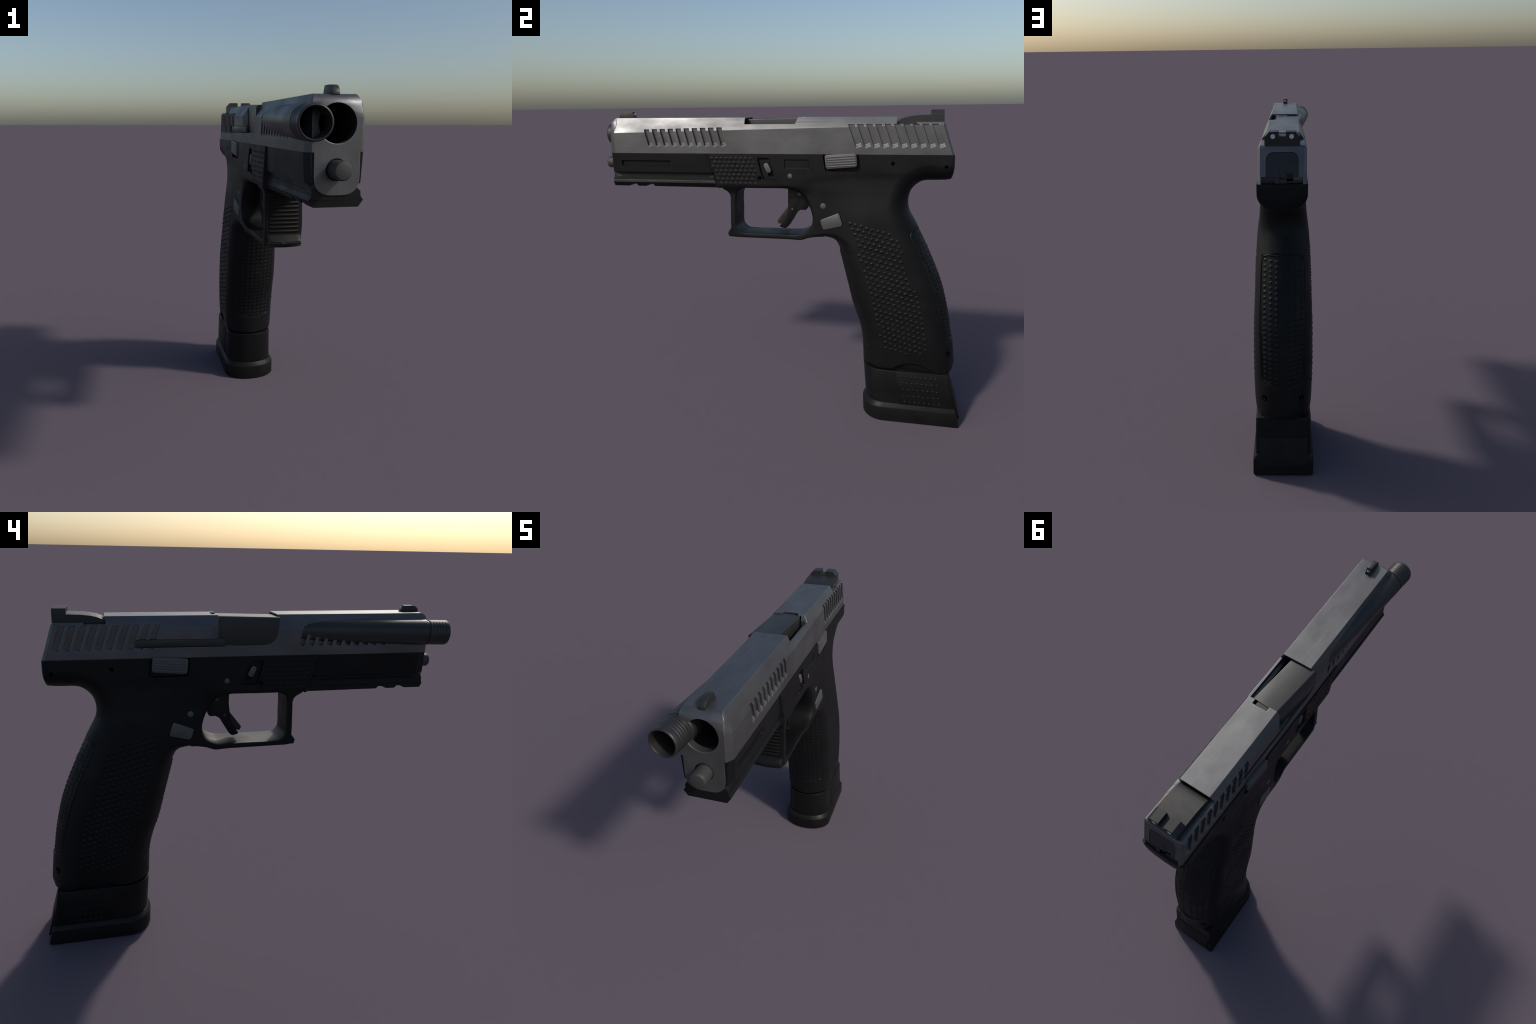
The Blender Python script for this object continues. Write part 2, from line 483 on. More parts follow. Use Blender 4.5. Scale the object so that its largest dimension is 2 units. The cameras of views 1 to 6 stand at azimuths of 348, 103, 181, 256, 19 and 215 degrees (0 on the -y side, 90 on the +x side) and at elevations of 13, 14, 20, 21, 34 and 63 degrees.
FT = 1.4085
runs = {
 'top':   straight([(-0.9025, FT, 0), (0.893, FT, 0)]),
 'rear':  catmull([(0.893, FT, .012), (0.895, 1.36, .014), (0.8945, 1.335, .016), (0.889, 1.302, .02), (0.882, 1.287, .02), (0.870, 1.281, .02)]),
 'back':  catmull([(0.870, 1.281, .085), (0.824, 1.279, .085), (0.763, 1.277, .09), (0.739, 1.270, .085), (0.715, 1.253, .085), (0.697, 1.231, .09),
                   (0.687, 1.205, .095), (0.683, 1.172, .10), (0.689, 1.134, .105), (0.724, 1.068, .118), (0.762, 1.003, .13), (0.794, .938, .13),
                   (0.822, .879, .13), (0.843, .833, .13), (0.880, .739, .13), (0.901, .664, .13), (0.918, .595, .13), (0.931, .525, .13),
                   (0.944, .442, .13), (0.957, .345, .13), (0.960, .315, .13), (0.9575, .300, .13)]),
 'foot':  catmull([(0.9575, .300, .01), (0.944, .284, .012), (0.92, .2775, .012), (0.88, .2765, .012), (0.80, .280, .012), (0.62, .289, .012), (0.484, .293, .012)]),
 'front': catmull([(0.483, .293, .13), (0.4795, .36, .13), (0.4745, .41, .128), (0.467, .46, .125), (0.452, .518, .12), (0.415, .620, .115), (0.381, .746, .115),
                   (0.3415, .892, .105), (0.334, .930, .085), (0.319, .957, .055), (0.294, .971, .035), (0.247, .977, .028), (0.192, .9715, .018),
                   (0.160, .963, .008), (0.145, .959, .006)]),
 'guard': straight([(0.145, .959, .006), (-0.254, .961, .006), (-0.261, .973, .006), (-0.2615, .984, .006), (-0.256, .995, .006), (-0.2405, 1.014, .005),
                    (-0.2375, 1.178, .005), (-0.2425, 1.195, .005), (-0.252, 1.208, .005), (-0.282, 1.2285, .005)]),
 'rail':  straight([(-0.282, 1.2285, 0), (-0.665, 1.2295, 0), (-0.673, 1.2435, 0), (-0.690, 1.2435, 0), (-0.718, 1.2295, 0), (-0.763, 1.2295, 0), (-0.771, 1.2435, 0),
                    (-0.789, 1.2435, 0), (-0.818, 1.2295, 0), (-0.9025, 1.2295, 0)]),
 'nose':  straight([(-0.9025, 1.2295, 0), (-0.9025, FT, 0)]),
}
hole = catmull([(-0.155, 1.227, .012), (-0.19, 1.214, .006), (-0.204, 1.186, .005), (-0.205, 1.10, .005), (-0.205, 1.026, .005), (-0.191, 1.003, .005), (-0.167, .9915, .005),
                (0.0, .991, .005), (0.122, .991, .005), (0.163, 1.005, .006), (0.187, 1.024, .012), (0.200, 1.052, .016), (0.200, 1.088, .022), (0.181, 1.142, .026),
                (0.151, 1.188, .028), (0.115, 1.212, .028), (0.073, 1.2235, .026), (0.044, 1.2275, .016), (-0.05, 1.2275, .012), (-0.155, 1.227, .012)])

outer = []
for k in ('top', 'rear', 'back', 'foot', 'front', 'guard', 'rail', 'nose'):
    outer += [tuple(p) for p in runs[k][:-1]]
outer = np.array(outer)
hole_loop = hole[:-1]

def seg_dist(Q, run):
    """distance of points Q to a polyline and the rounding radius at the nearest place."""
    A = run[:-1, :2]; B = run[1:, :2]; ra = run[:-1, 2]; rb = run[1:, 2]
    best = np.full(len(Q), 1e9); rad = np.zeros(len(Q))
    for a, b, r0, r1 in zip(A, B, ra, rb):
        ab = b - a
        t = np.clip(((Q - a) @ ab) / (ab @ ab), 0, 1)
        d = np.hypot(*(Q - (a + t[:, None] * ab)).T)
        m = d < best
        best[m] = d[m]; rad[m] = (r0 + (r1 - r0) * t)[m]
    return best, rad

def inside(Q, loop):
    y, z = Q[:, 0], Q[:, 1]
    c = np.zeros(len(Q), bool)
    n = len(loop)
    for i in range(n):
        y0, z0 = loop[i][0], loop[i][1]; y1, z1 = loop[(i + 1) % n][0], loop[(i + 1) % n][1]
        if z0 == z1:
            continue
        m = ((z0 > z) != (z1 > z)) & (y < (y1 - y0) * (z - z0) / (z1 - z0) + y0)
        c ^= m
    return c

def sstep(t):
    t = np.clip(t, 0, 1)
    return t * t * (3 - 2 * t)

GZ = [0.20, 0.28, 0.32, 0.37, 0.50, 0.62, 0.74, 0.87, 0.97, 1.02, 1.08, 1.12, 1.16, 1.20, 1.25, 1.30, 1.42]
GW = [.128, .1305, .1345, .1380, .1405, .1405, .1390, .1350, .1320, .1300, .1275, .1250, .1210, .1165, .1120, .1095, .1095]

def step_line(z):                       # raked edge where the dust cover ends
    return -0.359 + (1.407 - z) * 0.24, -0.348 + (1.407 - z) * 0.325

def half_width(Q):
    y, z = Q[:, 0], Q[:, 1]
    w = np.interp(z, GZ, GW)
    # trigger guard is narrower than frame and grip
    near = np.interp(y, [0.08, 0.14, 0.20, 0.30], [0.0860, 0.096, 0.107, 0.111])
    far = sstep((y - 0.27) / 0.22)
    low = near * (1 - far) + w * far
    blend = sstep((y - 0.2) / 0.25)
    high = 0.1095 * (1 - blend) + w * blend
    body = sstep((z - 1.195) / 0.055)
    w = low * (1 - body) + high * body
    # thumb scoop under the slide stop
    ze = np.interp(y, [0.09, 0.13, 0.17, 0.25, 0.35, 0.5, 0.8], [1.24, 1.270, 1.288, 1.310, 1.321, 1.325, 1.327])
    win = sstep((y - 0.10) / 0.10) * sstep((0.80 - y) / 0.25)
    w = w - 0.0030 * win * sstep((ze - z) / 0.045) * sstep((z - 1.06) / 0.14)
    # dust cover with its accessory rail
    dz = [1.20, 1.2295, 1.2525, 1.2640, 1.283, 1.286, 1.303, 1.308, 1.409]
    dw = [.0775, .0775, .0950, .0860, .0850, .0820, .0820, .0975, .1035]
    d = np.interp(z, dz, dw)
    # bevel round the nose
    d = d - np.clip((-0.862 - y) / 0.04, 0, 1) * 0.014 * sstep((z - 1.28) / 0.02)
    a, b = step_line(z)
    t = np.clip((y - a) / (b - a), 0, 1)
    return d * (1 - t) + w * t - 0.005 * np.exp(-((t - 0.35) / 0.28) ** 2) * ((t > 0) & (t < 1))

# moulded recesses: (outline, depth, edge width, sides)
def circle(c, ry, rz=None, n=20):
    rz = rz or ry
    return [(c[0] + ry * math.cos(2 * math.pi * i / n), c[1] + rz * math.sin(2 * math.pi * i / n)) for i in range(n)]

FEAT = [
 (round_poly([(-0.083, 1.390), (-0.020, 1.390), (0.030, 1.279), (-0.050, 1.277), (-0.062, 1.306)], [.01, .014, .006, .004, .004], 4), .013, .005, 'both'),
 (round_poly([(-0.048, 1.362), (-0.022, 1.366), (0.007, 1.297), (-0.021, 1.291)], .006, 3), .018, .003, 'both'),
 (round_poly([(0.060, 1.382), (0.187, 1.382), (0.187, 1.334), (0.060, 1.334)], .008, 3), .0045, .005, '+'),
 (round_poly([(0.252, 1.43), (0.268, 1.335), (0.276, 1.3245), (0.437, 1.3235), (0.447, 1.34), (0.432, 1.43)], [0, .004, .006, .016, .012, 0], 4), .015, .004, 'both'),
 (round_poly([(-0.843, 1.371), (-0.558, 1.370), (-0.564, 1.337), (-0.843, 1.342)], .005, 3), .010, .004, '+'),
 (circle((0.602, 1.366), .0100), .03, .0025, 'both'),
 (circle((0.853, 1.352), .0090), .03, .0025, 'both'),
 (circle((-0.067, 1.2835), .0140), .008, .0025, 'both'),
 (circle((-0.067, 1.2835), .0070, n=12), .03, .002, 'both'),
 (round_poly([(0.243, 1.076), (0.345, 1.1205), (0.370, 1.049), (0.263, 1.020)], .012, 3), .005, .003, 'both'),
 (catmull([(0.60, .26, 0), (0.65, .309, 0), (0.69, .331, 0), (0.74, .341, 0), (0.795, .331, 0), (0.845, .305, 0), (0.89, .25, 0)], 0.015)[:, :2].tolist(), .020, .004, 'both'),
]

def offset_in(poly, d):
    P = np.array(poly); n = len(P)
    area = 0.5 * np.sum(P[:, 0] * np.roll(P[:, 1], -1) - np.roll(P[:, 0], -1) * P[:, 1])
    s = 1 if area > 0 else -1
    out = []
    for i in range(n):
        e0 = P[i] - P[i - 1]; e1 = P[(i + 1) % n] - P[i]
        n0 = np.array([-e0[1], e0[0]]) / (np.linalg.norm(e0) + 1e-12) * s
        n1 = np.array([-e1[1], e1[0]]) / (np.linalg.norm(e1) + 1e-12) * s
        m = n0 + n1; m /= (np.linalg.norm(m) + 1e-9)
        c = max(0.4, m @ n1)
        out.append(P[i] + m * d / c)
    return np.array(out)

def closed(poly):
    P = np.array(poly)
    return np.column_stack([np.vstack([P, P[:1]]), np.zeros(len(P) + 1)])

def recess(Q, side):
    dep = np.zeros(len(Q))
    for poly, depth, edge, sides in FEAT:
        if sides == '+' and side < 0:
            continue
        lo = np.min(poly, 0) - 0.01; hi = np.max(poly, 0) + 0.01
        m = np.all((Q >= lo) & (Q <= hi), 1)
        if not m.any():
            continue
        q = Q[m]
        d, _ = seg_dist(q, closed(poly))
        ins = inside(q, np.array(poly))
        dep[m] += depth * np.clip(np.where(ins, d, 0) / edge, 0, 1)
    return dep

GROUPS = [runs['top'], runs['rear'], runs['back'], runs['foot'], runs['front'], runs['guard'], hole]

def frame_x(Q, side):
    w = half_width(Q)
    f = np.ones(len(Q))
    for run in GROUPS:
        d, r = seg_dist(Q, run)
        ok = r > 1e-6
        t = np.where(ok, np.clip(d / np.maximum(r, 1e-6), 0, 1), 1)
        f *= np.where(r > 0.03, np.sqrt(np.clip(1 - (1 - t) ** 2, 0, 1)), np.clip(1 - (1 - t) ** 3, 0, 1) ** 0.36)
    x = w * f
    return np.maximum(x - np.minimum(recess(Q, side), x * 0.6), 0)

# 2D points for the triangulation
pts = []; edges = []
def add_loop(loop, close=True):
    base = len(pts)
    n = len(loop)
    for p in loop:
        pts.append((float(p[0]), float(p[1])))
    for i in range(n if close else n - 1):
        edges.append((base + i, base + (i + 1) % n))
add_loop(outer); n_outer = len(outer)
add_loop(hole_loop)
allruns = [r for k, r in runs.items()] + [hole]
# rings following the rounded edges
ring = []
for run in GROUPS:
    for i in range(1, len(run) - 1):
        r = run[i, 2]
        if r < 1e-6:
            continue
        tg = run[i + 1, :2] - run[i - 1, :2]; tg /= np.linalg.norm(tg)
        nr = np.array([tg[1], -tg[0]])
        steps = 9 if r > 0.03 else 5
        for k in range(1, steps + 1):
            d = r * (1 - math.cos(math.pi / 2 * k / steps))
            for s_ in (1, -1):
                ring.append((*(run[i, :2] + s_ * nr * d), d))
ring = np.array(ring)
ins = inside(ring[:, :2], outer) & ~inside(ring[:, :2], hole_loop)
ring = ring[ins]
dmin = np.full(len(ring), 1e9)
for r_ in allruns:
    dmin = np.minimum(dmin, seg_dist(ring[:, :2], r_)[0])
ring = ring[(dmin > ring[:, 2] * 0.97) & (dmin > 0.0004)]
# regular grid elsewhere
G = 0.0075
gy, gz = np.meshgrid(np.arange(-0.92, 0.97, G), np.arange(0.27, 1.41, G))
gz = gz + 0; gy = gy + (np.arange(gy.shape[0]) % 2)[:, None] * G * 0.5
Q = np.column_stack([gy.ravel(), gz.ravel()])
Q = Q[inside(Q, outer) & ~inside(Q, hole_loop)]
dmin = np.full(len(Q), 1e9)
for r_ in allruns:
    dmin = np.minimum(dmin, seg_dist(Q, r_)[0])
Q = Q[dmin > 0.004]
# drop grid points crowded by ring points
from mathutils.kdtree import KDTree
kd = KDTree(len(ring))
for i, p in enumerate(ring):
    kd.insert((p[0], p[1], 0), i)
kd.balance()
keep = [kd.find((q[0], q[1], 0))[2] > G * 0.55 for q in Q]
Q = Q[np.array(keep)]
for p in ring:
    pts.append((float(p[0]), float(p[1])))
for p in Q:
    pts.append((float(p[0]), float(p[1])))
# recess outlines, step line, rail lines as constraint edges
for poly, depth, edge, sides in FEAT:
    dense = straight([(*p, 0) for p in list(poly) + [poly[0]]], 0.006)[:-1, :2]
    add_loop(dense)
    add_loop(offset_in(poly, edge))
for sgn in (0, 0.35, 0.7, 1):
    add_loop([(step_line(z)[0] * (1 - sgn) + step_line(z)[1] * sgn, z) for z in np.linspace(1.2297, 1.408, 24)], False)
for zz in (1.2525, 1.264, 1.283, 1.286, 1.303, 1.308):
    add_loop([(y, zz) for y in np.arange(-0.902, step_line(zz)[0], 0.012)], False)
add_loop([(-0.862, z) for z in np.linspace(1.30, 1.408, 10)], False)

res = delaunay_2d_cdt([Vector(p) for p in pts], edges, [], 0, 1e-6)
V2 = np.array([tuple(v) for v in res[0]])
F2 = [tuple(f) for f in res[2]]
cen = np.array([V2[list(f)].mean(0) for f in F2])
ok = inside(cen, outer) & ~inside(cen, hole_loop)
F2 = [f for f, k in zip(F2, ok) if k]
# boundary edges
cnt = {}
for f in F2:
    for i in range(3):
        e = (f[i], f[(i + 1) % 3])
        cnt[tuple(sorted(e))] = cnt.get(tuple(sorted(e)), 0) + 1
bm = bmesh.new()
XL = frame_x(V2, 1); XR = frame_x(V2, -1)
used = sorted({i for f in F2 for i in f})
VA = {i: bm.verts.new((XL[i], V2[i][0], V2[i][1])) for i in used}
VB = {i: bm.verts.new((-XR[i], V2[i][0], V2[i][1])) for i in used}
for f in F2:
    bm.faces.new([VA[i] for i in f]); bm.faces.new([VB[i] for i in reversed(f)])
for f in F2:
    for i in range(3):
        a, b = f[i], f[(i + 1) % 3]
        if cnt[tuple(sorted((a, b)))] == 1 and (XL[a] > 1e-4 or XL[b] > 1e-4):
            bm.faces.new((VA[b], VA[a], VB[a], VB[b]))
bmesh.ops.remove_doubles(bm, verts=bm.verts[:], dist=1e-5)
bmesh.ops.recalc_face_normals(bm, faces=bm.faces[:])
# inset panels on the back and front straps
def panel_mask(x, z, x0, z0, z1, e=0.004):
    def s(t):
        t = max(0.0, min(1.0, t)); return t * t * (3 - 2 * t)
    top = z1 - 0.35 * max(0.0, abs(x) - x0 * 0.45)
    bot = z0 + 0.20 * abs(x)
    return s((x0 - abs(x)) / e) * s((z - bot) / e) * s((top - z) / e)
for v in bm.verts:
    x, y, z = v.co
    if 0.40 < z < 1.09 and y > 0.62 and v.normal.y > 0.2:
        v.co.y -= 0.0050 * panel_mask(x, z, 0.104, 0.445, 1.045)
    if 0.36 < z < 0.95 and v.normal.y < -0.2 and y > 0.3:
        v.co.y += 0.0030 * panel_mask(x, z, 0.100, 0.385, 0.93)
bm.normal_update()
frame_me = bpy.data.meshes.new('frame_whole')
bm.to_mesh(frame_me); bm.free()
frame_me.shade_smooth()
frame_me.set_sharp_from_angle(angle=math.radians(38))
BVH = BVHTree.FromPolygons([v.co.copy() for v in frame_me.vertices], [tuple(p.vertices) for p in frame_me.polygons])

# split into named parts with the whole surface's normals
def region(c):
    x, y, z = c
    if z > 1.2285 and y < step_line(z)[0]:
        return 'dust_cover'
    if z < 1.2265 and y < 0.19:
        return 'trigger_guard'
    if z < 1.15 and y >= 0.19:
        return 'grip'
    return 'frame'
cn = np.zeros(len(frame_me.loops) * 3); frame_me.corner_normals.foreach_get('vector', cn); cn = cn.reshape(-1, 3)
buckets = {}
for p in frame_me.polygons:
    buckets.setdefault(region(p.center), []).append(p)
PARTS = {}
for name in ('frame', 'grip', 'trigger_guard', 'dust_cover'):
    idx = {}; verts = []; faces = []; nrm = []
    for p in buckets[name]:
        f = []
        for li in p.loop_indices:
            vi = frame_me.loops[li].vertex_index
            if vi not in idx:
                idx[vi] = len(verts); c = frame_me.vertices[vi].co
                verts.append((c.x + lean_x(c.z), c.y, c.z))
            f.append(idx[vi]); nrm.append(tuple(cn[li]))
        faces.append(f)
    me = bpy.data.meshes.new(name)
    me.from_pydata(verts, [], faces); me.update()
    me.shade_smooth()
    me.normals_split_custom_set(nrm)
    PARTS[name] = finish(name, me, M_POLY, lean=False, smooth=False)
FRAME, GRIP, GUARD, DUST = (PARTS[k] for k in ('frame', 'grip', 'trigger_guard', 'dust_cover'))

# ------------------------------------------------------------------ moulded gripping bumps
DOME_N = 10
DOME_PROFILE = [(1.0, -0.10), (0.82, 0.03), (0.62, 0.28), (0.42, 0.66), (0.20, 0.93)]
def add_dome(bm, P, Nn, U, ru, rv, h):
    """low moulded bump with a soft foot on the surface at P with normal Nn; U is one tangent."""
    Vt = Nn.cross(U).normalized(); U = Vt.cross(Nn).normalized()
    rows = []
    for q, e in DOME_PROFILE:
        rows.append([bm.verts.new(P + Nn * (h * e) + (U * math.cos(t) * ru + Vt * math.sin(t) * rv) * q)
                     for t in (2 * math.pi * k / DOME_N for k in range(DOME_N))])
    top = bm.verts.new(P + Nn * h)
    for a, b in zip(rows, rows[1:]):
        for k in range(DOME_N):
            bm.faces.new((a[k], a[(k + 1) % DOME_N], b[(k + 1) % DOME_N], b[k]))
    for k in range(DOME_N):
        bm.faces.new((rows[-1][k], rows[-1][(k + 1) % DOME_N], top))

def stipple(name, spots, direction, size, h, parent, mat, jit=0.12, bvh=None):
    """spots: two coordinates in the plane square to 'direction'; domes are dropped onto the surface."""
    bvh = bvh or BVH
    bm = bmesh.new()
    d = Vector(direction)
    for (a, b) in spots:
        if abs(d.x) > 0.5:
            o = Vector((-d.x * 0.5, a, b)); U = Vector((0, 1, 0.0))
        else:
            o = Vector((a, 0.65 - d.y * 0.6, b)); U = Vector((1, 0, 0))
        hit = bvh.ray_cast(o, d)
        if hit[0] is None:
            continue
        n = hit[1]
        if n.dot(d) > 0:
            n = -n
        if n.dot(-d) < 0.45:
            continue
        k = 1 + random.uniform(-jit, jit)
        add_dome(bm, hit[0], n, U, size[0] * k, size[1] * k, h * (1 + random.uniform(-0.25, 0.15)))
    o = finish(name, bm_mesh(bm), mat, parent, angle=70)
    o['kind'] = 'stuff'
    return o

SIDE = np.array([(0.394, 1.066), (0.425, 0.99), (0.452, .895), (0.475, .85), (0.498, .762), (0.530, .644), (0.565, .527), (0.588, .400),
                 (0.697, .388), (0.832, .400), (0.800, .526), (0.770, .617), (0.748, .702), (0.722, .761), (0.697, .833), (0.668, .922), (0.640, 1.003), (0.551, 1.045), (0.493, 1.060)])
a_ = np.array((0.0268, -0.0068)); b_ = np.array((0.0085, -0.0282))
lat = []
for i in range(-30, 31):
    for j in range(-30, 31):
        p = np.array((0.567, 0.720)) + i * a_ + j * b_
        p[0] += -0.30 * (p[1] - 0.72) ** 2
        p += np.array((random.uniform(-1, 1), random.uniform(-1, 1))) * 0.0016
        lat.append(p)
lat = np.array(lat)
lat = lat[inside(lat, SIDE)]
stipple('grip_stippling', lat, (-1, 0, 0), (0.0120, 0.0112), 0.0034, GRIP, M_POLY)
stipple('grip_stippling', lat, (1, 0, 0), (0.0120, 0.0112), 0.0034, GRIP, M_POLY)
back = [(0.0285 * (i - 3), 0.470 + 0.0225 * j) for j in range(26) for i in range(7)]
back = [(x, z) for x, z in back if panel_mask(x, z, 0.112, 0.445, 1.045, 0.001) > 0.5]
stipple('backstrap_stippling', back, (0, -1, 0), (0.0130, 0.0105), 0.0032, GRIP, M_POLY)
front = [(0.0253 * (i - 3.5), 0.405 + 0.0225 * j) for j in range(23) for i in range(8)]
front = [(x, z) for x, z in front if panel_mask(x, z, 0.105, 0.38, 0.93, 0.001) > 0.5]
stipple('frontstrap_stippling', front, (0, 1, 0), (0.0118, 0.0104), 0.0028, GRIP, M_POLY)

def bead(name, outline, direction, width, h, parent):
    """raised border laid on the surface along a closed (x, z) outline seen along direction."""
    d = Vector(direction); C = []
    for x, z in outline:
        hit = BVH.ray_cast(Vector((x, 0.65 - d.y * 0.6, z)), d)
        if hit[0] is not None:
            C.append((hit[0], hit[1] if hit[1].dot(d) < 0 else -hit[1]))
    bm = bmesh.new(); n = len(C); rows = []
    for i in range(n):
        tg = (C[(i + 1) % n][0] - C[i - 1][0]).normalized(); P, N_ = C[i]
        sd_ = tg.cross(N_).normalized()
        rows.append([bm.verts.new(P + sd_ * (width * a) + N_ * (h * b)) for a, b in ((-1, -0.6), (-0.55, 0.55), (0, 1), (0.55, 0.55), (1, -0.6))])
    for i in range(n):
        a, b = rows[i], rows[(i + 1) % n]
        for k in range(4):
            bm.faces.new((a[k], a[k + 1], b[k + 1], b[k]))
    return finish(name, bm_mesh(bm), M_POLY, parent, angle=60)
rim = round_poly([(-0.102, 0.475), (0.0, 0.444), (0.102, 0.475), (0.110, 0.72), (0.102, 1.035), (-0.102, 1.035), (-0.110, 0.72)], [0.03, 0, 0.03, 0, 0.05, 0.05, 0], 6)
rim = straight([(*p, 0) for p in rim + [rim[0]]], 0.012)[:-1, :2]
bead('backstrap_border', rim, (0, -1, 0), 0.006, 0.0042, GRIP)

FIELD = np.array([(-0.335, 1.392), (-0.100, 1.392), (-0.082, 1.30), (-0.092, 1.248), (-0.285, 1.248)])
hexes = []
for j in range(8):
    for i in range(14):
        hexes.append((-0.325 + 0.0262 * i + 0.0131 * (j % 2) + 0.004 * j, 1.384 - 0.0215 * j))
hexes = np.array(hexes)
hexes = hexes[inside(hexes, FIELD)]
stipple('frame_stippling', hexes, (-1, 0, 0), (0.0132, 0.0120), 0.0021, FRAME, M_POLY)
stipple('frame_stippling', hexes, (1, 0, 0), (0.0132, 0.0120), 0.0021, FRAME, M_POLY)

# two holes low on the backstrap: solid plugs, their inner shadow painted near-black
M_HOLE_SHADE = surface('black_painted_hole_shade', (0.0012, 0.0012, 0.0012), 0.0, 0.9, 0.1, 20, (1, 1, 1), 0.05, spec=0.0)
for sx in (1, -1):
    hit = BVH.ray_cast(Vector((sx * 0.088, 1.5, 0.388)), Vector((0, -1, 0)))
    nn = hit[1] if hit[1].y > 0 else -hit[1]
    bm = bmesh.new()
    bmesh.ops.create_cone(bm, cap_ends=True, segments=28, radius1=0.0145, radius2=0.0145, depth=0.012,
                          matrix=Matrix.Translation(hit[0] - nn * 0.0052) @ nn.to_track_quat('Z', 'Y').to_matrix().to_4x4())
    finish('backstrap_hole_disc', bm_mesh(bm), M_HOLE_SHADE, GRIP)  # uncut surface; this black disc draws the hole's dark depth
    bm = bmesh.new()
    bmesh.ops.create_cone(bm, cap_ends=True, segments=20, radius1=0.0075, radius2=0.0075, depth=0.012,
                          matrix=Matrix.Translation(hit[0] - nn * 0.0046 - Vector((0, 0, 0.003))) @ nn.to_track_quat('Z', 'Y').to_matrix().to_4x4())
    finish('backstrap_hole_disc', bm_mesh(bm), M_POLY, GRIP)

# ribs across the front of the trigger guard
bm = bmesh.new()
n = 8
sec = [(-0.0085 * 0 + 0.0065 * math.cos(t), 0.0058 * math.sin(t)) for t in np.linspace(0, math.pi, n)]
rib = [(-0.066, 0.6), (-0.060, 1.0), (0.060, 1.0), (0.066, 0.6)]
loft(bm, [[(x, -q * k, p) for p, q in sec] for x, k in rib])
rib_me = bm_mesh(bm, 'rib'); rib_me.materials.append(M_POLY); rib_me.shade_smooth(); rib_me.set_sharp_from_angle(angle=math.radians(50))
for i in range(9):
    o = bpy.data.objects.new('rib', rib_me)
    z = 1.032 + 0.0182 * i
    o.location = (lean_x(z), -0.2385 + 0.00012 * i - 0.0002, z)
    COL.objects.link(o); o.parent = GUARD

# ------------------------------------------------------------------ controls, both sides
def side_piece(name, poly, x0, x1, mat, parent, bev=0.003, segs=2, mirror=True):
    for s in ((1, -1) if mirror else (1,)):
        bm = bmesh.new()
        prism(bm, poly, 'x', s * x0, s * x1)
        finish(name, bevel_mesh(bm_mesh(bm), bev, segs, 50), mat, parent)

stop = round_poly([(0.266, 1.405), (0.424, 1.4155), (0.431, 1.348), (0.274, 1.3355)], [.012, .012, .014, .014], 4)
for s in (1, -1):
    bm = bmesh.new()
    prism(bm, stop, 'x', s * 0.09, s * 0.1165)
    o = finish('slide_stop', bevel_mesh(bm_mesh(bm), 0.003, 2, 50), M_CTRL, FRAME)
    bm = bmesh.new()
    for k in range(5):
        z = 1.3515 + 0.0118 * k
        dy = (z - 1.37) * -0.1
        hull(bm, [(s * x, y, z + 0.07 * (y - 0.35) + dzz) for y in (0.281 + dy, 0.4215 + dy) for x, dzz in ((0.1162, -0.0045), (0.1179, -0.001), (0.1179, 0.001), (0.1162, 0.0045))])
    finish('slide_stop_rib', bm_mesh(bm), M_CTRL, o)
def surf_x(y, z, s=1):
    h = BVH.ray_cast(Vector((s * 0.5, y, z)), Vector((-s, 0, 0)))
    return abs(h[0].x)
CX = 0.1165
catch = round_poly([(0.2455, 1.075), (0.3435, 1.1175), (0.3665, 1.0505), (0.2645, 1.0235)], [.012, .010, .014, .012], 4)
for s in (1, -1):
    bm = bmesh.new()
    n = len(catch)
    A = [bm.verts.new((s * 0.07, *p)) for p in catch]
    B = [bm.verts.new((s * (CX + 0.09 * (p[0] - 0.305)), *p)) for p in catch]
    bm.faces.new(A[::-1]); bm.faces.new(B)
    for i in range(n):
        bm.faces.new((A[i], A[(i + 1) % n], B[(i + 1) % n], B[i]))
    finish('magazine_catch', bevel_mesh(bm_mesh(bm), 0.003, 2, 50), M_CTRL, FRAME, angle=40)
lever = []
c0, c1, rr = Vector((-0.0345, 1.3495)), Vector((-0.0225, 1.3255)), 0.0135
ax2 = (c1 - c0).normalized(); sd = Vector((-ax2.y, ax2.x))
for c, s0 in ((c0, 0), (c1, math.pi)):
    for t in np.linspace(0, math.pi, 9):
        q = c + rr * (sd * math.cos(t + s0) - ax2 * math.sin(t + s0))
        lever.append((q.x, q.y))
side_piece('takedown_lever', lever, 0.07, 0.1065, M_CTRL, FRAME, 0.0025)
side_piece('frame_pin', circle((0.091, 1.2985), 0.0122, n=28), 0.08, 0.1105, M_CTRL, FRAME, 0.0015)
px = surf_x(0.262, 1.148)
side_piece('trigger_pin', circle((0.262, 1.1485), 0.0142, n=28), px - 0.03, px + 0.0015, M_CTRL, FRAME, 0.0012)

# ------------------------------------------------------------------ trigger
bm = bmesh.new()
shoe = catmull([(0.064, 1.27, 0), (0.066, 1.214, 0), (0.0685, 1.165, 0), (0.067, 1.128, 0), (0.058, 1.086, 0), (0.044, 1.054, 0), (0.0205, 1.0235, 0)], 0.01)[:, :2].tolist()
shoe += [(0.0215, 1.0175), (0.047, 1.0105), (0.058, 1.0145)]
shoe += catmull([(0.068, 1.025, 0), (0.094, 1.068, 0), (0.113, 1.101, 0), (0.124, 1.111, 0), (0.142, 1.1125, 0), (0.158, 1.112, 0), (0.166, 1.118, 0), (0.170, 1.131, 0), (0.172, 1.20, 0), (0.165, 1.27, 0)], 0.01)[:, :2].tolist()
prism(bm, shoe, 'x', -0.0295, 0.0295)
bmesh.ops.triangulate(bm, faces=[f for f in bm.faces if len(f.verts) > 4])
